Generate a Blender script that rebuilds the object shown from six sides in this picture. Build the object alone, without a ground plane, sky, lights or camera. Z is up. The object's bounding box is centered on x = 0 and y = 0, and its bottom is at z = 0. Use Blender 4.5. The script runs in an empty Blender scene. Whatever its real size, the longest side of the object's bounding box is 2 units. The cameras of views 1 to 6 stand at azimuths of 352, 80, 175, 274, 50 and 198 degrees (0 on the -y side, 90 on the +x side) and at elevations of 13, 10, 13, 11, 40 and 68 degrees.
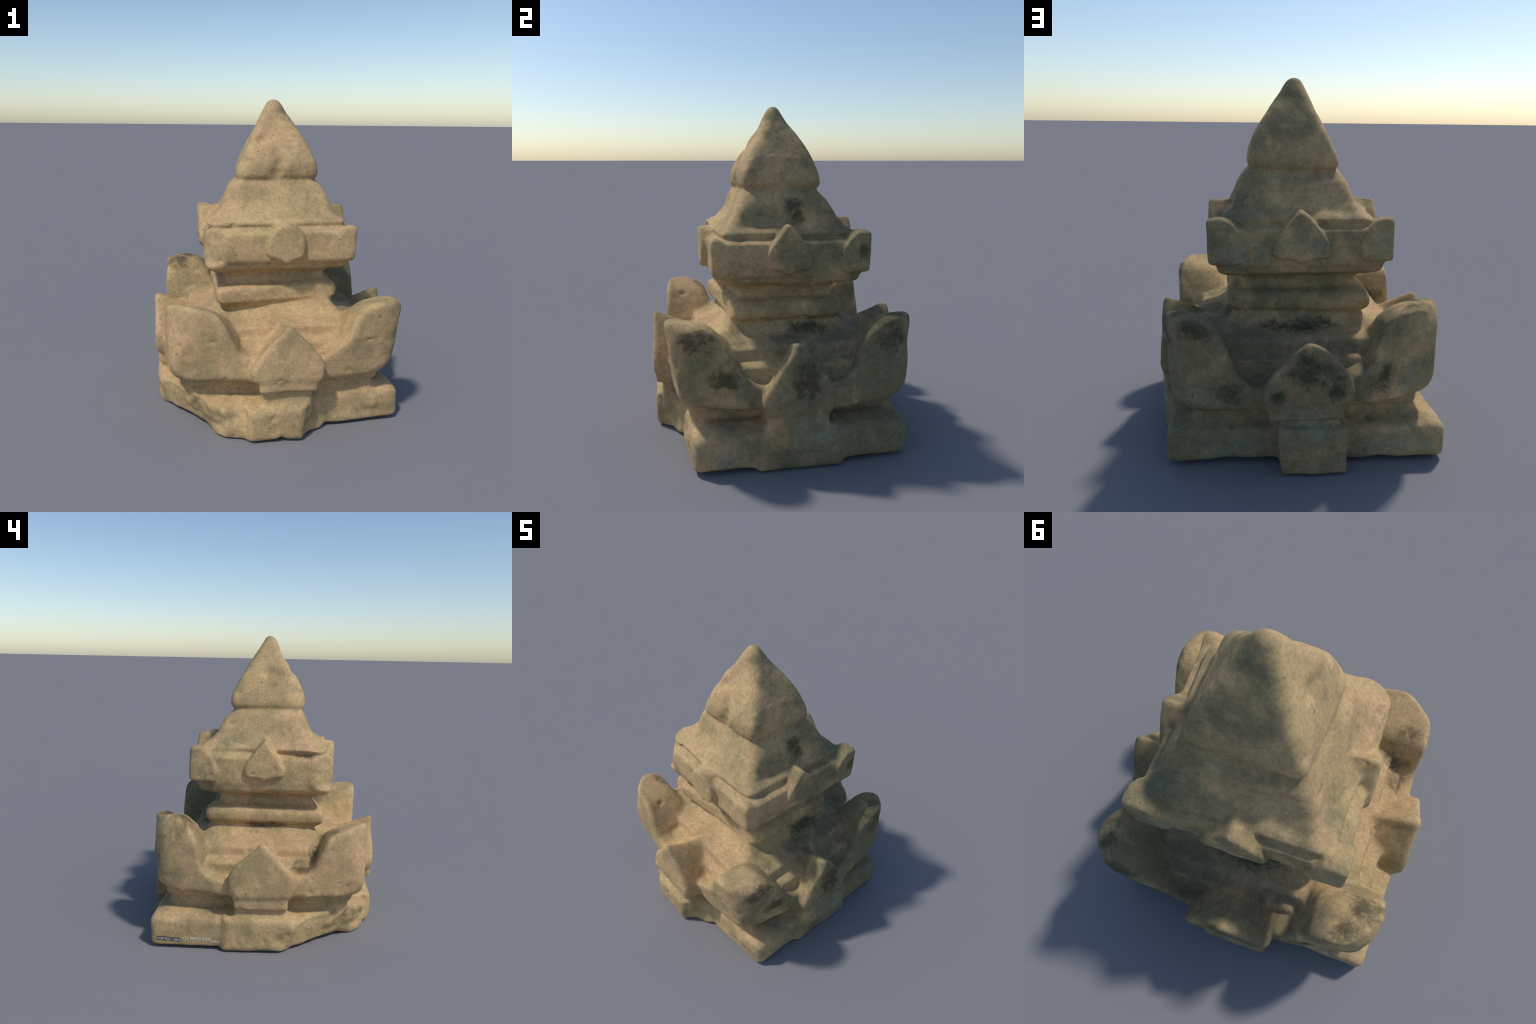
"""Weathered sandstone miniature of a Khmer temple tower (a roof acroterion).
The stone is described as stacked square tiers, gabled leaf antefixes and corner
antefixes, blended into one worn surface, which is then separated into named parts."""
import bpy, math
import numpy as np

VOX = 0.0068
rng = np.random.default_rng(11)

# ------------------------------------------------------------------ sampling lattice
LO = np.array([-0.85, -0.85, -0.035]); HI = np.array([0.85, 0.85, 2.045])
N = np.ceil((HI - LO) / VOX).astype(int) + 1
gx, gy, gz = (LO[i] + VOX * np.arange(N[i]) for i in range(3))
gx, gy, gz = (g.astype(np.float32) for g in (gx, gy, gz))
X = gx[:, None, None]; Y = gy[None, :, None]; Z = gz[None, None, :]
FAR = np.float32(0.5)
field = np.full(tuple(N), FAR, np.float32)
owner = np.zeros(tuple(N), np.int16)
PARTS = []                       # list of (name, material key)


def smax(a, b, k):
    h = np.maximum(k - np.abs(a - b), 0) / k
    return np.maximum(a, b) + h * h * k * 0.25


def smin(a, b, k):
    return -smax(-a, -b, k)


def smooth_noise(freq, seed, pts=None):
    """cubic B-spline value noise, on the lattice or at points"""
    r = np.random.default_rng(seed)
    dims = [int(math.ceil((HI[i] - LO[i]) * freq)) + 5 for i in range(3)]
    lat = r.uniform(-1, 1, dims).astype(np.float32)

    def weights(t):
        i = np.floor(t).astype(int); f = t - i
        return i, ((1 - f) ** 3 / 6, (3 * f ** 3 - 6 * f ** 2 + 4) / 6,
                   (-3 * f ** 3 + 3 * f ** 2 + 3 * f + 1) / 6, f ** 3 / 6)
    if pts is None:
        out = lat
        for ax, g in enumerate((gx, gy, gz)):
            i, w = weights((g - LO[ax]) * freq)
            M = np.zeros((len(g), dims[ax]), np.float32)
            for k in range(4):
                M[np.arange(len(g)), i + k] += w[k]
            out = np.moveaxis(np.tensordot(M, out, axes=(1, ax)), 0, ax)
        return out * 1.9
    res = np.zeros(len(pts))
    I, W = zip(*[weights(np.clip((pts[:, a] - LO[a]) * freq, 0, dims[a] - 4.001)) for a in range(3)])
    for a in range(4):
        for b in range(4):
            for c in range(4):
                res += W[0][a] * W[1][b] * W[2][c] * lat[I[0] + a, I[1] + b, I[2] + c]
    return res * 1.9


def catmull(pts, n=6, closed=True):
    P = np.array(pts, float); m = len(P); out = []
    for i in range(m if closed else m - 1):
        if closed:
            p0, p1, p2, p3 = P[i - 1], P[i], P[(i + 1) % m], P[(i + 2) % m]
        else:
            p0, p1, p2, p3 = P[max(i - 1, 0)], P[i], P[i + 1], P[min(i + 2, m - 1)]
        for t in np.arange(n) / n:
            out.append(0.5 * (2 * p1 + (p2 - p0) * t + (2 * p0 - 5 * p1 + 4 * p2 - p3) * t ** 2
                              + (3 * p1 - p0 - 3 * p2 + p3) * t ** 3))
    if not closed:
        out.append(P[-1])
    return out


def polygon_distance(pts, A, B):
    """signed distance to a closed 2D outline on the product grid A x B"""
    P = np.array(pts, np.float32)
    a = A[:, None]; b = B[None, :]
    d2 = np.full((len(A), len(B)), 9.0, np.float32)
    inside = np.zeros(d2.shape, bool)
    for i in range(len(P)):
        p, q = P[i], P[(i + 1) % len(P)]
        e = q - p; L = float(e @ e)
        if L < 1e-12:
            continue
        t = np.clip(((a - p[0]) * e[0] + (b - p[1]) * e[1]) / L, 0, 1)
        d2 = np.minimum(d2, (a - p[0] - t * e[0]) ** 2 + (b - p[1] - t * e[1]) ** 2)
        if abs(e[1]) > 1e-9:
            cond = (b > p[1]) != (b > q[1])
            xs = p[0] + (b - p[1]) * e[0] / e[1]
            inside ^= cond & (a < xs)
    d = np.sqrt(d2)
    return np.where(inside, -d, d)


def window(lo, hi, pad=0.07):
    s = []
    for g, l, h in zip((gx, gy, gz), lo, hi):
        i = np.searchsorted(g, l - pad); j = np.searchsorted(g, h + pad)
        s.append(slice(int(i), int(j)))
    return tuple(s)


def join(d, win, part, k=0.02):
    cur = field[win]
    own = owner[win]
    own[d < cur] = part
    field[win] = smin(cur, d, k)


def part(name, mat='stone'):
    PARTS.append((name, mat))
    return len(PARTS) - 1


def tier(pid, knots, z0, z1, round_corner=0.05, round_edge=0.02, k=0.02, skew=(0, 0, 0, 0)):
    """square storey lofted through rows (z, x-, x+, y-, y+); skew turns each side a little"""
    K = np.array(knots, float)
    K = K[np.argsort(K[:, 0])]
    win = window((-.8, -.8, z0), (.8, .8, z1))
    z = gz[win[2]]
    s = [np.interp(z, K[:, 0], K[:, c]).astype(np.float32)[None, None, :] for c in range(1, 5)]
    half = (s[1] - s[0] + s[3] - s[2]) * 0.25
    slope = np.gradient(half[0, 0], VOX)
    slope = np.convolve(np.pad(slope, 3, 'edge'), np.ones(7) / 7, 'valid')
    fac = (1 / np.sqrt(1 + np.minimum(slope ** 2, 6)))[None, None, :].astype(np.float32)
    x = X[win[0]]; y = Y[:, win[1]]; zz = Z[:, :, win[2]]
    qx = smax(s[0] + skew[0] * y - x, x - s[1] - skew[1] * y, 0.01)
    qy = smax(s[2] + skew[2] * x - y, y - s[3] - skew[3] * x, 0.01)
    d = smax(qx, qy, round_corner) * fac
    d = smax(d, np.maximum(z0 - zz, zz - z1), round_edge)
    join(d, win, pid, k)


def leaf(pid, side, outline, front, back=0.25, k=0.02, rnd=0.03, fall=0.0, smooth=True):
    """gable-shaped leaf antefix, extruded inwards from the face it stands on.
    outline in (along the face, z); side is the outward axis"""
    pts = catmull(outline, 5) if smooth else outline
    P = np.array(pts)
    ax = 0 if side[0] else 1
    sg = side[ax]
    lo = [0, 0, P[:, 1].min()]; hi = [0, 0, P[:, 1].max()]
    lo[1 - ax], hi[1 - ax] = P[:, 0].min(), P[:, 0].max()
    lo[ax], hi[ax] = sorted((sg * back, sg * front))
    win = window(lo, hi, 0.06)
    g = (gx, gy)[1 - ax][win[1 - ax]]
    d2 = polygon_distance(P, g, gz[win[2]])
    n = sg * (X[win[0]] if ax == 0 else Y[:, win[1]])
    if fall:                                    # the ridge sinks towards the body
        m = np.arange(d2.shape[1])
        layers = []
        for depth in np.maximum(front - n.ravel(), 0):
            t = m + fall * depth / VOX; i = np.minimum(t.astype(int), len(m) - 2); f = np.minimum(t - i, 1.5)
            layers.append(d2[:, i] * (1 - f) + d2[:, i + 1] * f)
        d2 = np.stack(layers, 0 if ax == 0 else 1).astype(np.float32)
    else:
        d2 = d2[None] if ax == 0 else d2[:, None]
    dep = np.maximum(n - front, back - n)
    join(smax(d2, dep, rnd), win, pid, k)


def corner(pid, sx, sy, prof_v, prof_u, fu, fv, zb, zt, k=0.02, rnd=0.035, under=0.07, inner=0.1, bulge=0.0, arris=0.05, ridge=0.11, cut=None, sink=0.0, flare=(0, 0)):
    """corner antefix: two half leaves meeting at the arris. prof_v: outline over y seen on
    the x face, prof_u: outline over x seen on the y face; fu, fv: face position at zb and zt"""
    top = max(p[1] for p in list(prof_v) + list(prof_u))
    lo = [0.0, 0.0, zb]; hi = [sx * 0.76, sy * 0.76, top]
    for a in range(2):
        lo[a], hi[a] = min(lo[a], hi[a]), max(lo[a], hi[a])
    win = window(lo, hi, 0.06)
    U = sx * gx[win[0]]; V = sy * gy[win[1]]; zz = gz[win[2]]

    def prof(p, g):
        c = catmull(p, 5, closed=False)
        far = [(1.0, c[-1][1] if c[-1][0] > c[0][0] else c[0][1])]
        if c[0][0] > c[-1][0]:
            c = c[::-1]
        o = [(-0.3, zb - 0.4), (-0.3, c[0][1])] + list(c) + [(1.0, c[-1][1]), (1.0, zb - 0.4)]
        return polygon_distance(o, g, zz)
    dv2 = prof(prof_v, V); du2 = prof(prof_u, U)
    z3 = zz[None, None]
    t = np.clip((z3 - zb) / (zt - zb), -0.3, 1.1)
    low = bulge * (1 - 0.8 * np.clip(t, 0, 1))          # faces swell towards the middle of each side
    bu = np.clip((0.66 - V) / 0.36, 0, 1)[None, :, None]; bv = np.clip((0.66 - U) / 0.36, 0, 1)[:, None, None]
    faces = smax(U[:, None, None] - (fu[0] + (fu[1] - fu[0]) * t) - low * bu,
                 V[None, :, None] - (fv[0] + (fv[1] - fv[0]) * t) - low * bv, arris)
    if cut:                                     # worn-off outer arris, wider towards the tip
        diag = (U[:, None, None] + V[None, :, None]) * 0.7071
        faces = smax(faces, diag - cut[0] - cut[1] * np.maximum(0.83 - z3, 0), 0.05)
        if len(cut) > 2:                        # rounded lower outer corner
            faces = smax(faces, diag - (fu[0] + fv[0]) * 0.7071 + cut[2] - 1.1 * (z3 - zb), 0.05)

    def inward(d2, sign, fl, depth):
        # going in from the face the tops sink and the flanks spread
        nt, nz = np.gradient(d2, VOX)
        return sink * np.maximum(nz, 0) - fl * np.maximum(-sign * nt, 0) * np.clip((.70 - zz) / .12, 0, 1)[None]
    dep_u = np.clip(.70 - U, 0, .35)[:, None, None]; dep_v = np.clip(.70 - V, 0, .35)[None, :, None]
    dv = dv2[None] + inward(dv2, sy, flare[0], dep_u)[None] * dep_u
    du = du2[:, None] + inward(du2, sx, flare[1], dep_v)[:, None] * dep_v
    d = smax(smax(du, dv, ridge), faces, rnd)
    d = smax(d, zb - z3, under)
    d = np.maximum(d, np.maximum(inner * -1 - U[:, None, None], inner * -1 - V[None, :, None]))
    join(d, win, pid, k)


# ================================================================== THE STONE, BOTTOM UP
# ---- plinth slab
P_PLINTH = part('plinth')
tier(P_PLINTH, [(0.00, -.748, .738, -.645, .662), (0.16, -.748, .735, -.635, .670),
                (0.185, -.735, .715, -.620, .656), (0.205, -.68, .67, -.59, .615), (0.22, -.63, .64, -.57, .59)],
     -0.004, 0.222, 0.05, 0.03, skew=(0, -.035, 0.09, -.035))
P_FOOT = part('plinth_block')
box = lambda a, b, z0, z1: [(a, z0), (b, z0), (b, z1), (a, z1)]
leaf(P_FOOT, (0, -1), [(-.235, -.02), (.10, -.02), (.125, .21), (-.245, .19)], .778, rnd=.045, k=.09, smooth=False)
leaf(P_FOOT, (0, -1), [(-.41, -.02), (-.18, -.02), (-.18, .17), (-.40, .20)], .708, rnd=.05, k=.05, smooth=False)
leaf(P_FOOT, (0, -1), [(.02, -.006), (.20, -.006), (.18, .15), (.02, .20)], .668, rnd=.08, k=.12, smooth=False)
P_FOOT2 = part('plinth_block')
leaf(P_FOOT2, (1, 0), [(-.22, -.02), (.24, -.02), (.21, .22), (-.18, .22)], .766, rnd=.04, k=.04, smooth=False)
P_FOOT3 = part('plinth_block')
leaf(P_FOOT3, (0, 1), [(-.205, -.02), (.135, -.02), (.145, .24), (-.205, .24)], .784, rnd=.03, k=.03, smooth=False)
P_FOOT4 = part('plinth_block')
leaf(P_FOOT4, (-1, 0), [(-.20, -.02), (.222, -.02), (.225, .21), (-.22, .22)], .778, rnd=.05, k=.03, smooth=False)

# ---- recessed band between plinth and eaves
P_BAND = part('recessed_band')
tier(P_BAND, [(0.15, -.61, .595, -.595, .62), (0.20, -.598, .575, -.578, .60), (0.275, -.595, .57, -.575, .595), (0.285, -.612, .588, -.597, .618),
              (0.40, -.61, .62, -.595, .615)], 0.10, 0.42, 0.04, 0.02, k=0.03)

# ---- four corner antefixes (A: +x-y, B: +x+y, C: -x+y, D: -x-y)
pa = part('corner_antefix')
corner(pa, 1, -1, [(.74, .838), (.66, .848), (.495, .805), (.41, .709), (.336, .596), (.276, .498), (.19, .445), (0, .44)],
       [(.76, .77), (.70, .815), (.641, .846), (.50, .806), (.413, .698), (.372, .585), (.234, .478), (.1, .45)],
       (.652, .732), (.618, .710), .315, .80, bulge=.055, sink=.06, flare=(.10, .15), cut=(.945, .12, .075), under=.05)
pb = part('corner_antefix')
corner(pb, 1, 1, [(.72, .80), (.66, .825), (.60, .838), (.488, .816), (.386, .694), (.348, .616), (.303, .50), (.2, .45), (0, .44)],
       [(.75, .82), (.607, .838), (.497, .77), (.427, .682), (.371, .557), (.33, .485), (.211, .42), (0, .41)],
       (.668, .712), (.635, .684), .295, .80, bulge=.055, sink=.10, cut=(.905, .12, .075), under=.05)
pc = part('corner_antefix')
corner(pc, -1, 1, [(.72, .885), (.65, .885), (.498, .862), (.422, .739), (.376, .614), (.345, .50), (.205, .444), (0, .44)],
       [(.74, .89), (.656, .888), (.531, .858), (.405, .769), (.365, .625), (.326, .53), (.2, .485), (0, .47)],
       (.676, .710), (.655, .682), .335, .80, bulge=.06, sink=.08, flare=(.20, .18), cut=(.905, .12, .075), under=.05)
pd = part('corner_antefix')
corner(pd, -1, -1, [(.72, .865), (.655, .859), (.583, .826), (.439, .742), (.384, .63), (.328, .52), (.231, .479), (0, .45)],
       [(.74, .842), (.66, .852), (.58, .843), (.436, .792), (.363, .712), (.304, .585), (.229, .515), (0, .50)],
       (.662, .708), (.652, .690), .335, .80, bulge=.06, sink=.08, flare=(.08, .22), cut=(.872, .22, .06), under=.05)

# ---- lower roof: two small steps, then a slope up to the moulding
P_ROOF = part('lower_roof')
tier(P_ROOF, [(.40, -.645, .645, -.59, .59), (.525, -.64, .64, -.58, .58), (.540, -.63, .63, -.572, .572),
              (.550, -.57, .57, -.52, .525), (.605, -.56, .56, -.51, .515), (.622, -.545, .545, -.495, .505),
              (.630, -.51, .51, -.47, .475), (.640, -.44, .44, -.41, .415), (.655, -.405, .405, -.385, .385),
              (.685, -.37, .37, -.355, .355), (.72, -.345, .345, -.335, .33), (.75, -.335, .335, -.325, .32)], .36, .75, .05, .015, k=.025)

# ---- torus moulding and waisted neck
P_TORUS = part('torus_moulding')
tier(P_TORUS, [(.70, -.340, .340, -.325, .325), (.725, -.362, .365, -.345, .342), (.745, -.386, .39, -.364, .364), (.77, -.392, .396, -.363, .369),
               (.80, -.392, .396, -.364, .369), (.826, -.378, .380, -.360, .356), (.843, -.36, .36, -.34, .337), (.85, -.335, .335, -.32, .318)],
     .70, .85, .05, .02, k=.008, skew=(0, 0, .135, -.05))
P_NECK = part('neck')
tier(P_NECK, [(.82, -.335, .335, -.318, .318), (.85, -.318, .316, -.305, .302), (.885, -.310, .308, -.296, .294),
              (.91, -.320, .318, -.308, .304), (.932, -.342, .340, -.33, .325), (.955, -.385, .385, -.37, .368)], .80, .97, .03, .01, k=.012, skew=(0, 0, .10, 0))
# ---- cornice: fillet band, main band with gutter
P_BANDU = part('fillet_band')
tier(P_BANDU, [(.950, -.405, .405, -.385, .395), (.962, -.436, .437, -.415, .422), (.985, -.444, .446, -.424, .432),
               (1.03, -.45, .45, -.428, .438)], .946, 1.04, .04, .012, k=.008, skew=(0, 0, .06, 0))
P_CORN = part('cornice')
tier(P_CORN, [(1.000, -.45, .46, -.442, .446), (1.03, -.460, .470, -.453, .456), (1.19, -.460, .470, -.453, .456),
              (1.205, -.449, .46, -.442, .446), (1.215, -.405, .41, -.395, .402), (1.235, -.405, .41, -.395, .402)], .998, 1.245, .06, .012, k=.01, skew=(0, -.015, .045, 0))
# ---- bell-shaped upper roof
P_BELL = part('upper_roof')
tier(P_BELL, [(1.225, -.40, .40, -.39, .395), (1.24, -.424, .424, -.41, .418), (1.25, -.424, .422, -.405, .415), (1.264, -.408, .405, -.39, .395), (1.285, -.368, .372, -.348, .362),
              (1.33, -.335, .352, -.318, .325), (1.38, -.315, .338, -.298, .302), (1.436, -.29, .313, -.278, .272),
              (1.465, -.268, .295, -.262, .245), (1.49, -.238, .268, -.24, .22), (1.52, -.2, .22, -.20, .19)],
     1.205, 1.53, .06, .03, k=.012, skew=(.10, 0, .05, -.03))

# ---- cornice corner antefixes
small = [(.52, 1.250), (.46, 1.272), (.42, 1.274), (.375, 1.245), (.325, 1.18), (.297, 1.10), (.305, 1.05), (.33, 1.00)]
up = lambda dz, s=1.0: [(t, z + dz) for t, z in small]
ua = part('cornice_corner_antefix')
corner(ua, 1, -1, up(-.03), up(-.03), (.478, .486), (.440, .455), 1.003, 1.24, k=.015, rnd=.03, under=.03, arris=.03, ridge=.03)
ub = part('cornice_corner_antefix')
corner(ub, 1, 1, up(.0), up(.005), (.494, .502), (.478, .482), 1.02, 1.24, k=.015, rnd=.02, under=.02, arris=.03, ridge=.03)
uc = part('cornice_corner_antefix')
corner(uc, -1, 1, up(.0), up(.01), (.485, .482), (.492, .482), 1.028, 1.24, k=.015, rnd=.02, under=.02, arris=.03, ridge=.03)
ud = part('cornice_corner_antefix')
corner(ud, -1, -1, up(-.01), up(-.02), (.468, .482), (.452, .464), 0.985, 1.24, k=.03, rnd=.04, under=.04, cut=(.60, 0), arris=.03, ridge=.03)

# ---- cornice leaf antefixes
def small_leaf(c, tip, w=.15):
    half = [(.10, -.008), (.30, -.040), (.66, -.105), (.93, -.170), (1.0, -.212), (.90, -.250), (.50, -.262), (.25, -.272)]
    return ([(c, tip)] + [(c + a * w, tip + b) for a, b in half] + [(c, tip - .285)]
            + [(c - a * w, tip + b) for a, b in half[::-1]])


def worn_leaf(c, tip, w):
    half = [(.45, -.018), (.85, -.070), (1.0, -.130), (.95, -.185), (.70, -.215), (.35, -.222)]
    return ([(c, tip)] + [(c + a * w, tip + b) for a, b in half] + [(c, tip - .25)]
            + [(c - a * w, tip + b) for a, b in half[::-1]])


for side, outline, front in [((0, -1), worn_leaf(.03, 1.25, .122), .486), ((1, 0), small_leaf(-.003, 1.308, .138), .500),
                             ((0, 1), small_leaf(.012, 1.308, .158), .500), ((-1, 0), small_leaf(-.012, 1.318, .132), .490)]:
    leaf(part('cornice_leaf_antefix'), side, outline, front, .30, k=.012, rnd=.022)

# ---- spire
P_SPIRE = part('spire')
tier(P_SPIRE, [(1.48, -.210, .235, -.225, .205), (1.498, -.232, .264, -.240, .234), (1.525, -.242, .278, -.254, .246), (1.565, -.234, .273, -.256, .244),
               (1.60, -.221, .266, -.248, .233), (1.675, -.187, .238, -.215, .200), (1.755, -.146, .196, -.168, .158),
               (1.83, -.106, .150, -.127, .113), (1.89, -.078, .112, -.099, .073), (1.95, -.051, .075, -.068, .040),
               (1.985, -.036, .054, -.048, .022), (2.01, -.015, .03, -.028, .008)], 1.485, 2.003, .05, .022, k=.006, skew=(.06, 0, .06, -.04))

# ---- lower leaf antefixes with their little pedestals
LEAVES = [   # side, outline, front, cap under the leaf (from, to, z, z, front), stem (from, to, front)
    ((0, -1), [(-.008, .72), (-.045, .682), (-.098, .628), (-.176, .54), (-.222, .455), (-.214, .400), (-.175, .366), (0, .356),
               (.18, .358), (.212, .390), (.220, .44), (.214, .48), (.178, .54), (.12, .612), (.044, .688)], .787, (-.168, .178, .295, .40, .776), (-.15, .155, .735)),
    ((1, 0), [(-.018, .716), (-.042, .662), (-.106, .571), (-.165, .474), (-.198, .41), (-.190, .345), (-.16, .315), (0, .31),
              (.15, .31), (.185, .345), (.203, .400), (.198, .44), (.166, .502), (.114, .565), (.052, .645)], .785, None, (-.168, .155, .774)),
    ((0, 1), [(.0, .705), (.03, .690), (.078, .655), (.152, .572), (.212, .491), (.233, .43), (.218, .378), (.19, .355), (0, .35),
              (-.18, .355), (-.222, .380), (-.236, .43), (-.23, .475), (-.182, .575), (-.116, .645), (-.05, .688)], .784, (-.184, .200, .286, .39, .772), (-.165, .14, .742)),
    ((-1, 0), [(-.022, .718), (.02, .675), (.072, .630), (.150, .555), (.184, .484), (.187, .42), (.165, .37), (.14, .345), (0, .345),
               (-.175, .352), (-.215, .385), (-.238, .46), (-.230, .52), (-.155, .60), (-.09, .667)], .784, (-.188, .154, .268, .37, .768), (-.182, .150, .742))]
for side, outline, front, cap, (a, b, pf) in LEAVES:
    leaf(part('leaf_antefix'), side, outline, front, .3, k=.025, rnd=.042, fall=.38)
    ped = part('antefix_pedestal')
    low = min(z for _, z in outline)
    if cap:
        leaf(ped, side, box(cap[0], cap[1], cap[2], cap[3]), cap[4], .3, k=.012, rnd=.022, smooth=False)
    leaf(ped, side, [(a, .10), (b, .10), (b, low + .05), (a, low + .05)], pf, .3, k=.025, rnd=.03, smooth=False)

# ------------------------------------------------------------------ damage and weathering
# the broken-off corner of the plinth
n = (-.794 * X - .607 * Y)
brk = n - np.interp(gz, [0, .25, .30, .36], [.70, .775, .81, 1.0]).astype(np.float32)[None, None]
brk = brk + smooth_noise(9, 21) * .030 + smooth_noise(22, 22) * .010
zone = window((-.85, -.85, -.03), (.1, .1, .40), 0)
field[zone] = smax(field[zone], brk[zone], .015)
del brk, n
# the battered corner of the upper tiers
zone = window((-.6, -.6, 1.0), (0, 0, 2.0), 0)
lim = np.interp(gz[zone[2]], [1.0, 1.25, 1.30, 1.36, 1.47, 1.50, 1.53, 1.65, 1.75, 1.9, 2.0], [.595, .58, .47, .40, .36, .345, .338, .285, .23, .138, .09]).astype(np.float32)
field[zone] = smax(field[zone], -.7071 * (X[zone[0]] + Y[:, zone[1]]) - lim[None, None], .04)
# pits and knocks: centre, radius, depth
DENTS = [(-.090, -.178, 1.742, .026, .055), (-.040, -.185, 1.70, .05, -.016), (-.12, -.22, 1.61, .08, -.014), (.11, -.23, 1.60, .09, -.012),
         (.005, -.25, 1.545, .030, .045), (.012, -.235, 1.60, .026, .035), (.0, -.12, 1.845, .065, .018), (-.02, -.17, 1.77, .04, .010),
         (-.14, -.11, 1.78, .05, -.008), (.06, -.07, 1.90, .04, .010), (-.03, -.34, 1.36, .09, .008), (-.2, -.33, 1.40, .08, .010),
         (.2, -.33, 1.37, .09, -.008), (-.37, -.20, 1.32, .09, .012), (-.35, -.05, 1.36, .08, -.006), (-.44, -.12, 1.23, .06, .010),
         (-.25, -.44, 1.24, .07, .012), (.0, -.40, 1.27, .10, -.014), (.22, -.46, 1.10, .07, .006), (-.77, -.16, .06, .05, .022),
         (.58, -.60, .10, .04, -.010), (.44, -.61, .12, .05, .010), (-.28, -.72, .15, .05, .012), (-.33, -.70, .06, .05, -.010),
         (-.155, -.01, 1.745, .030, .030), (.71, -.70, .60, .045, .022), (-.47, -.38, 1.15, .09, .016), (-.45, -.22, 1.20, .07, .012),
         (.66, .69, .66, .05, .015), (-.42, -.44, 1.20, .06, .014), (-.70, .62, .86, .06, .03), (-.58, .64, .88, .03, .02), (-.64, .67, .80, .05, .012), (.715, -.36, .43, .02, .012), (.725, -.62, .66, .04, .012),
         (.40, .69, .0, .10, .012)]
for cx, cy, cz, r, dep in DENTS:
    w = window((cx - 2.5 * r, cy - 2.5 * r, cz - 2.5 * r), (cx + 2.5 * r, cy + 2.5 * r, cz + 2.5 * r), 0)
    q = (X[w[0]] - cx) ** 2 + (Y[:, w[1]] - cy) ** 2 + (Z[:, :, w[2]] - cz) ** 2
    field[w] += dep * np.exp(-q / (r * r))
# swellings of the spire's worn face
field += smooth_noise(5, 1) * .006 + smooth_noise(11, 2) * .0050
# uneven underside
# rounding of all arrises: a light blur of the distance field
ker = np.exp(-0.5 * (np.arange(-3, 4) * VOX / .0075) ** 2); ker /= ker.sum()
for ax in range(3):
    acc = np.zeros_like(field)
    for i, wgt in enumerate(ker):
        acc += np.float32(wgt) * np.roll(field, i - 3, axis=ax)
    field = acc
for ax in range(3):
    sl = [slice(None)] * 3
    for e in (slice(0, 2), slice(-2, None)):
        sl[ax] = e; field[tuple(sl)] = FAR


# ------------------------------------------------------------------ surface through the field
def surface(F):
    ins = F < 0
    s = np.zeros(np.array(F.shape) - 1, np.int8)
    for dx in (0, 1):
        for dy in (0, 1):
            for dz in (0, 1):
                s += ins[dx:dx + s.shape[0], dy:dy + s.shape[1], dz:dz + s.shape[2]]
    cells = np.argwhere((s > 0) & (s < 8))
    index = np.full(s.shape, -1, np.int32)
    index[tuple(cells.T)] = np.arange(len(cells))
    acc = np.zeros((len(cells), 3)); cnt = np.zeros(len(cells))
    offs = [(a, b, c) for a in (0, 1) for b in (0, 1) for c in (0, 1)]
    val = {o: F[tuple((cells + o).T)].astype(float) for o in offs}
    for o in offs:
        for ax in range(3):
            if o[ax] == 0:
                p = list(o); p[ax] = 1; p = tuple(p)
                a, b = val[o], val[p]
                m = (a < 0) != (b < 0)
                t = np.where(m, a / np.where(m, a - b, 1), 0)
                pos = np.tile(np.array(o, float), (len(cells), 1)); pos[:, ax] = t
                acc[m] += pos[m]; cnt[m] += 1
    verts = LO + VOX * (cells + acc / cnt[:, None])
    quads = []
    for ax in range(3):
        a, b = [i for i in range(3) if i != ax]
        sl0 = [slice(None)] * 3; sl1 = [slice(None)] * 3
        sl0[ax] = slice(0, -1); sl1[ax] = slice(1, None)
        i0, i1 = ins[tuple(sl0)], ins[tuple(sl1)]
        e = np.argwhere(i0 != i1)
        flip = i0[tuple(e.T)]
        ok = (e[:, a] > 0) & (e[:, b] > 0) & (e[:, a] < s.shape[a]) & (e[:, b] < s.shape[b])
        e, flip = e[ok], flip[ok]
        c = []
        for da, db in ((1, 1), (0, 1), (0, 0), (1, 0)):
            q = e.copy(); q[:, a] -= da; q[:, b] -= db
            c.append(index[tuple(q.T)])
        Q = np.stack(c, 1)
        if ax == 1:
            flip = ~flip
        Q[~flip] = Q[~flip][:, ::-1]
        quads.append(Q)
    return verts, np.concatenate(quads), cells


verts, quads, cells = surface(field)
vowner = owner[tuple(cells.T)]


def vertex_normals(v):
    fn = np.cross(v[quads[:, 2]] - v[quads[:, 0]], v[quads[:, 3]] - v[quads[:, 1]])
    nn = np.zeros_like(v)
    for i in range(4):
        for a in range(3):
            nn[:, a] += np.bincount(quads[:, i], fn[:, a], len(v))
    return nn / np.maximum(np.linalg.norm(nn, axis=1, keepdims=True), 1e-12)


def relax(v, lam):
    acc = np.zeros_like(v); cnt = np.zeros(len(v))
    for i in range(4):
        for j in (1, 3):
            o = quads[:, (i + j) % 4]
            for a in range(3):
                acc[:, a] += np.bincount(quads[:, i], v[o, a], len(v))
            cnt += np.bincount(quads[:, i], minlength=len(v))
    return v + lam * (acc / cnt[:, None] - v)


verts = relax(relax(verts, .5), -.45)
verts = relax(verts, .35)
nrm = vertex_normals(verts)
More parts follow.
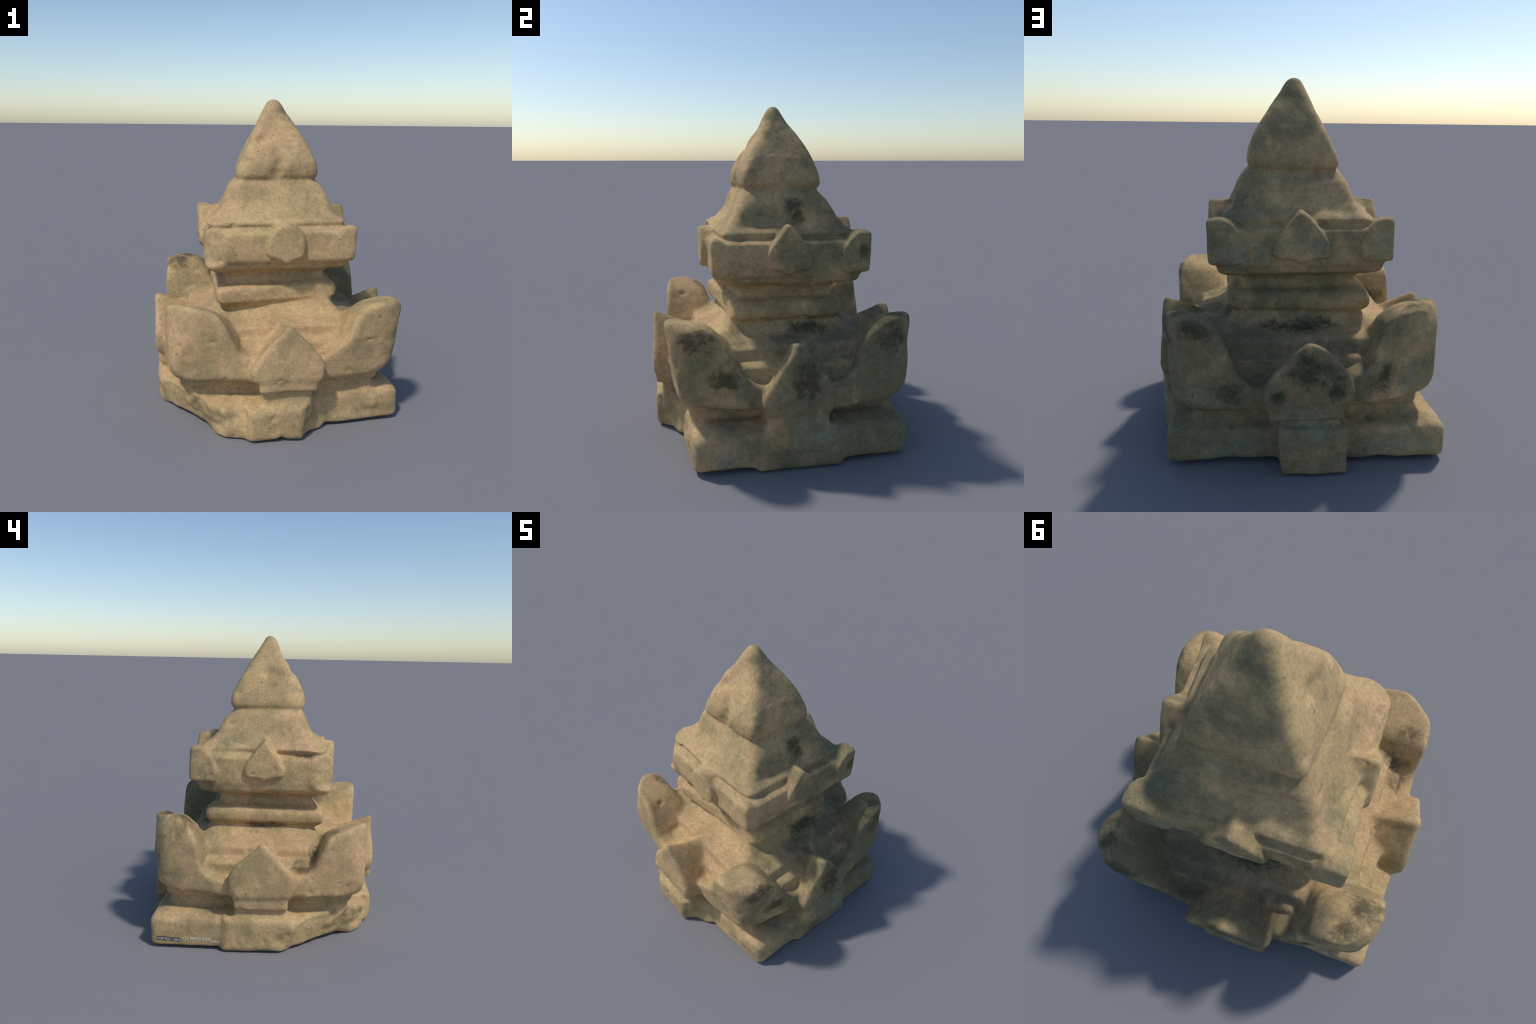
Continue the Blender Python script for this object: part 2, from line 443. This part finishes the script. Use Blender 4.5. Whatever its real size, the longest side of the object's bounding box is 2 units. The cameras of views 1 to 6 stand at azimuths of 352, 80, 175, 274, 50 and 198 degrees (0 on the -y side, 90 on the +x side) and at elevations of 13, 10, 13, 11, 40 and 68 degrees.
# sandy unevenness; stronger on the broken tops and the broken corner
rough = np.zeros(len(verts))
for c, r in [((-.62, .58, .90), .16), ((-.70, -.50, .12), .22), ((-.50, -.66, .12), .22), ((-.42, -.38, 1.2), .14)]:
    rough += np.exp(-((verts - c) ** 2).sum(1) / r ** 2)
fine = smooth_noise(38, 5, verts); med = smooth_noise(20, 6, verts)
verts += nrm * ((fine * .0012 + med * .0012) + rough * (fine * .005 + med * .007))[:, None]
# small pits and chips scattered over the stone, thicker on the battered side
for k in range(260):
    c = verts[rng.integers(len(verts))]
    if k % 3 == 0 and (c[0] > 0 or c[1] > .2):
        continue
    r = rng.uniform(.009, .022); dep = r * rng.uniform(.22, .5)
    near = np.flatnonzero(np.abs(verts[:, 0] - c[0]) + np.abs(verts[:, 1] - c[1]) + np.abs(verts[:, 2] - c[2]) < 4 * r)
    q = ((verts[near] - c) * (1, 1, rng.uniform(.6, 1.6))) ** 2
    verts[near] -= nrm[near] * (dep * np.exp(-q.sum(1) / r ** 2))[:, None]
verts[:, 2] -= verts[:, 2].min()
verts[:, 2] *= 2.0 / verts[:, 2].max()
nrm = vertex_normals(verts)
del field, owner


# ------------------------------------------------------------------ materials
def new_mat(name):
    m = bpy.data.materials.new(name); m.use_nodes = True
    nt = m.node_tree; nt.nodes.clear()
    out = nt.nodes.new('ShaderNodeOutputMaterial')
    bs = nt.nodes.new('ShaderNodeBsdfPrincipled')
    nt.links.new(bs.outputs[0], out.inputs[0])
    bs.inputs['Roughness'].default_value = .9
    bs.inputs['Specular IOR Level'].default_value = .2
    return m, nt, bs


class G:
    def __init__(self, nt): self.nt = nt
    def node(self, t, **kw):
        n = self.nt.nodes.new(t)
        for k, v in kw.items(): setattr(n, k, v)
        return n
    def link(self, a, b): self.nt.links.new(a, b)
    def put(self, sock, v):
        if hasattr(v, 'is_linked') or isinstance(v, bpy.types.NodeSocket): self.link(v, sock)
        else: sock.default_value = v
    def noise(self, vec, scale, detail=4, rough=.55, dist=0.0):
        n = self.node('ShaderNodeTexNoise'); self.link(vec, n.inputs['Vector'])
        n.inputs['Scale'].default_value = scale; n.inputs['Detail'].default_value = detail
        n.inputs['Roughness'].default_value = rough; n.inputs['Distortion'].default_value = dist
        return n.outputs['Fac']
    def ramp(self, fac, a, b):
        n = self.node('ShaderNodeMapRange', interpolation_type='SMOOTHSTEP'); self.link(fac, n.inputs[0])
        n.inputs[1].default_value = a; n.inputs[2].default_value = b
        return n.outputs[0]
    def math(self, op, a, b=0.0):
        n = self.node('ShaderNodeMath', operation=op); self.put(n.inputs[0], a); self.put(n.inputs[1], b)
        return n.outputs[0]
    def mix(self, fac, a, b, mode='MIX'):
        n = self.node('ShaderNodeMix', data_type='RGBA', blend_type=mode)
        self.put(n.inputs[0], fac); self.put(n.inputs[6], a); self.put(n.inputs[7], b)
        return n.outputs[2]
    def blob(self, pos, c, r):
        v = self.node('ShaderNodeVectorMath', operation='SUBTRACT'); self.link(pos, v.inputs[0]); v.inputs[1].default_value = c
        d = self.node('ShaderNodeVectorMath', operation='DIVIDE'); self.link(v.outputs[0], d.inputs[0]); d.inputs[1].default_value = r
        l = self.node('ShaderNodeVectorMath', operation='LENGTH'); self.link(d.outputs[0], l.inputs[0])
        return l.outputs['Value']


def stone():
    m, nt, bs = new_mat('sandstone'); g = G(nt)
    co = g.node('ShaderNodeTexCoord').outputs['Object']
    big = g.noise(co, 3.2, 4, .55, .3); mid = g.noise(co, 9, 5, .6); fin = g.noise(co, 60, 4, .7); tiny = g.noise(co, 190, 2, .6)
    tan = (.515, .365, .182, 1); warm = (.515, .338, .178, 1); olive = (.320, .252, .122, 1)
    grey = (.130, .132, .080, 1); dark = (.042, .042, .025, 1); green = (.040, .050, .027, 1)
    c = g.mix(g.ramp(g.noise(co, 2.2, 3, .5, .4), .35, .65), tan, warm)
    c = g.mix(g.math('MULTIPLY', g.ramp(g.noise(co, 5.0, 4, .55, .2), .40, .68), .72), c, olive)
    # film: grey-green drifts, thick on the two weather sides
    sep = g.node('ShaderNodeSeparateXYZ'); g.link(co, sep.inputs[0])
    plus_xy = g.math('ADD', g.math('MULTIPLY', sep.outputs[0], .22), g.math('MULTIPLY', sep.outputs[1], .28))
    grey_drift = g.ramp(g.math('ADD', g.noise(co, 4.5, 6, .60, .3), plus_xy), .42, .78)
    c = g.mix(g.math('MULTIPLY', grey_drift, .80), c, grey)
    # warmer tint on the -x and -y slopes, chalky grey-green lichen low on the weather side
    def patch(c, places, colour, amount, scale):
        spots = None
        for cc, r in places:
            b = g.ramp(g.blob(co, cc, r), 1.4, .2)
            spots = b if spots is None else g.math('MAXIMUM', spots, b)
        f = g.math('MULTIPLY', spots, g.ramp(g.noise(co, scale, 5, .6), .36, .60))
        return g.mix(g.math('MULTIPLY', f, amount), c, colour)
    c = patch(c, [((-.50, .0, .60), (.12, .36, .10)), ((.0, -.48, .60), (.40, .12, .10)), ((-.36, -.15, 1.36), (.10, .22, .12))], (.50, .315, .175, 1), .65, 7)
    c = patch(c, [((.58, .70, .38), (.14, .08, .10)), ((-.60, .70, .46), (.12, .08, .14)), ((-.52, .69, .12), (.22, .08, .10)), ((.42, .69, .10), (.26, .08, .10)),
                  ((.0, .78, .28), (.22, .08, .10)), ((.0, .50, 1.13), (.13, .05, .09)), ((-.42, .50, 1.15), (.08, .05, .08)), ((.30, .47, 1.10), (.14, .05, .08)),
                  ((.76, .10, .20), (.06, .20, .14)), ((.73, -.45, .10), (.06, .20, .09))], (.275, .275, .19, 1), .75, 9)
    # dark lichen crusts in known spots: a soft stain, speckled at its rim
    def crust(c, places, colour, amount):
        spots = None
        for cc, r in places:
            b = g.ramp(g.blob(co, cc, r), 1.5, .0)
            spots = b if spots is None else g.math('MAXIMUM', spots, b)
        body = g.math('ADD', g.math('MULTIPLY', spots, .42), g.math('MULTIPLY', g.noise(co, 12, 6, .66, .5), .80))
        body = g.math('ADD', body, g.math('MULTIPLY', g.noise(co, 85, 3, .6), .22))
        return g.mix(g.math('MULTIPLY', g.ramp(body, .64, .92), amount), c, colour)
    c = crust(c, [((.0, .79, .58), (.17, .07, .13)), ((-.14, .79, .48), (.08, .06, .10)), ((.15, .79, .44), (.07, .06, .07)), ((-.40, .70, .50), (.10, .07, .13)), ((.40, .71, .42), (.14, .07, .10)),
                  ((.36, .06, 1.40), (.10, .10, .15)), ((.40, .10, .69), (.12, .18, .06)), ((.0, .40, .68), (.3, .10, .05))], green, .85)
    c = crust(c, [((-.60, -.28, .53), (.10, .11, .08)), ((-.56, -.36, .60), (.12, .06, .10)), ((-.46, -.27, 1.225), (.08, .10, .03)), ((.71, -.55, .74), (.07, .16, .12)),
                  ((.79, .04, .52), (.06, .12, .16)), ((.69, .52, .72), (.08, .14, .16)), ((.56, .69, .76), (.14, .07, .09)), ((-.62, .45, .84), (.14, .14, .08)), ((-.55, .62, .86), (.10, .10, .06)), ((-.60, -.42, .80), (.12, .12, .07)), ((.66, .58, .84), (.12, .12, .05)),
                  ((-.67, .52, .76), (.06, .10, .08)), ((.70, -.40, .52), (.05, .12, .10)), ((.47, .43, 1.15), (.06, .06, .10)), ((-.36, -.05, .74), (.07, .25, .04))], dark, .75)
    # scattered specks and pits
    sp = g.ramp(g.noise(co, 46, 2, .5), .69, .76)
    c = g.mix(g.math('MULTIPLY', sp, .55), c, dark)
    pale = g.ramp(g.noise(co, 8, 5, .6, .3), .54, .76)
    c = g.mix(g.math('MULTIPLY', pale, .35), c, (.55, .43, .23, 1))
    # grain
    gr = g.ramp(g.math('ADD', g.math('MULTIPLY', fin, .6), g.math('MULTIPLY', g.noise(co, 24, 4, .6), .4)), .30, .70)
    c = g.mix(1.0, c, g.mix(gr, (.76, .76, .75, 1), (1.18, 1.18, 1.18, 1)), 'MULTIPLY')
    g.link(c, bs.inputs['Base Color'])
    bmp = g.node('ShaderNodeBump'); bmp.inputs['Strength'].default_value = .35; bmp.inputs['Distance'].default_value = .006
    g.link(g.math('ADD', g.math('MULTIPLY', fin, .7), g.math('MULTIPLY', tiny, .3)), bmp.inputs['Height'])
    g.link(bmp.outputs[0], bs.inputs['Normal'])
    return m


def paint(name, col):
    m, nt, bs = new_mat(name); g = G(nt)
    co = g.node('ShaderNodeTexCoord').outputs['Object']
    c = g.mix(g.noise(co, 120, 3), tuple(v * .8 for v in col) + (1,), tuple(min(1, v * 1.15) for v in col) + (1,))
    g.link(c, bs.inputs['Base Color'])
    return m


MATS = {'stone': stone(), 'white': paint('white_paint', (.62, .62, .55)), 'black': paint('black_paint', (.06, .06, .045))}

# ------------------------------------------------------------------ separate into named parts
root = bpy.data.objects.new('stone_tower_finial', None)
bpy.context.scene.collection.objects.link(root)
root['label'] = 'weathered sandstone miniature temple tower with leaf antefixes'
root['category'] = 'stone finial'

forder = np.sort(vowner[quads], axis=1)
fown = np.where(forder[:, 1] == forder[:, 2], forder[:, 1], forder[:, 0])
objs = {}
for pid, (name, mat) in enumerate(PARTS):
    f = quads[fown == pid]
    if not len(f):
        continue
    used, inv = np.unique(f, return_inverse=True)
    me = bpy.data.meshes.new(name)
    me.from_pydata(verts[used].tolist(), [], inv.reshape(-1, 4).tolist())
    me.polygons.foreach_set('use_smooth', np.ones(len(f), bool))
    me.materials.append(MATS[mat])
    me.update()
    me.normals_split_custom_set_from_vertices(nrm[used].tolist())
    ob = bpy.data.objects.new(name, me)
    bpy.context.scene.collection.objects.link(ob)
    ob.parent = root
    objs[pid] = ob
print('verts', len(verts), 'quads', len(quads), 'parts', len(objs))


# ------------------------------------------------------------------ painted inventory marks on the plinth
from mathutils import Vector
from mathutils.bvhtree import BVHTree
sel = (verts[quads[:, 0], 0] < -.55) & (verts[quads[:, 0], 2] < .3)
tree = BVHTree.FromPolygons([Vector(v) for v in verts], quads[sel].tolist())


def on_face(y, z, lift):
    hit = tree.ray_cast(Vector((-1.2, y, z)), Vector((1, 0, 0)))[0]
    return ((hit.x if hit else -.74) - lift, y, z)


def add(name, co, faces, mat, parent):
    me = bpy.data.meshes.new(name); me.from_pydata(co, [], faces); me.update()
    me.materials.append(MATS[mat])
    ob = bpy.data.objects.new(name, me); bpy.context.scene.collection.objects.link(ob); ob.parent = parent
    return ob


def lettering(text, y0, y1, z0, z1, height, lift, parent, shear=0.0, bold=0.0, name='inventory_number'):
    """white figures along the face from (y0, z0) to (y1, z1), baseline to baseline"""
    cu = bpy.data.curves.new('figures', 'FONT'); cu.body = text; cu.shear = shear; cu.offset = bold
    tmp = bpy.data.objects.new('figures', cu); bpy.context.scene.collection.objects.link(tmp)
    bpy.context.view_layer.update()
    me = bpy.data.meshes.new_from_object(tmp.evaluated_get(bpy.context.evaluated_depsgraph_get()))
    P = np.array([v.co[:2] for v in me.vertices]); F = [list(p.vertices) for p in me.polygons]
    bpy.data.objects.remove(tmp); bpy.data.meshes.remove(me)
    P = (P - P.min(0)) / (P.max(0) - P.min(0))
    co = [on_face(y0 + (y1 - y0) * a, z0 + (z1 - z0) * a + height * b, lift) for a, b in P]
    return add(name, co, F, 'white', parent)


plinth = objs[P_PLINTH]
nu, nv = 30, 6
grid = []
for i in range(nu + 1):
    for j in range(nv + 1):
        a, b = i / nu, j / nv
        grid.append(on_face(.644 - .154 * a, .0555 - .0075 * a + .027 * b, .0015))
cells_ = [[i * (nv + 1) + j, (i + 1) * (nv + 1) + j, (i + 1) * (nv + 1) + j + 1, i * (nv + 1) + j + 1] for i in range(nu) for j in range(nv)]
strip = add('label_strip', grid, cells_, 'black', plinth)
lettering('03MSD.384', .639, .494, .0605, .0525, .0170, .0035, strip)
lettering('03 MSD 384', .472, .300, .0660, .0640, .0210, .0030, plinth, shear=.25, bold=.008)
lettering('/', .302, .292, .0680, .0680, .0240, .0030, plinth, shear=.3, bold=.02)
lettering('BSM', .296, .246, .0545, .0500, .0175, .0030, plinth, bold=.004)
lettering('4', -.318, -.338, .135, .140, .0220, .0030, plinth, shear=.4, bold=.03, name='chalk_mark')
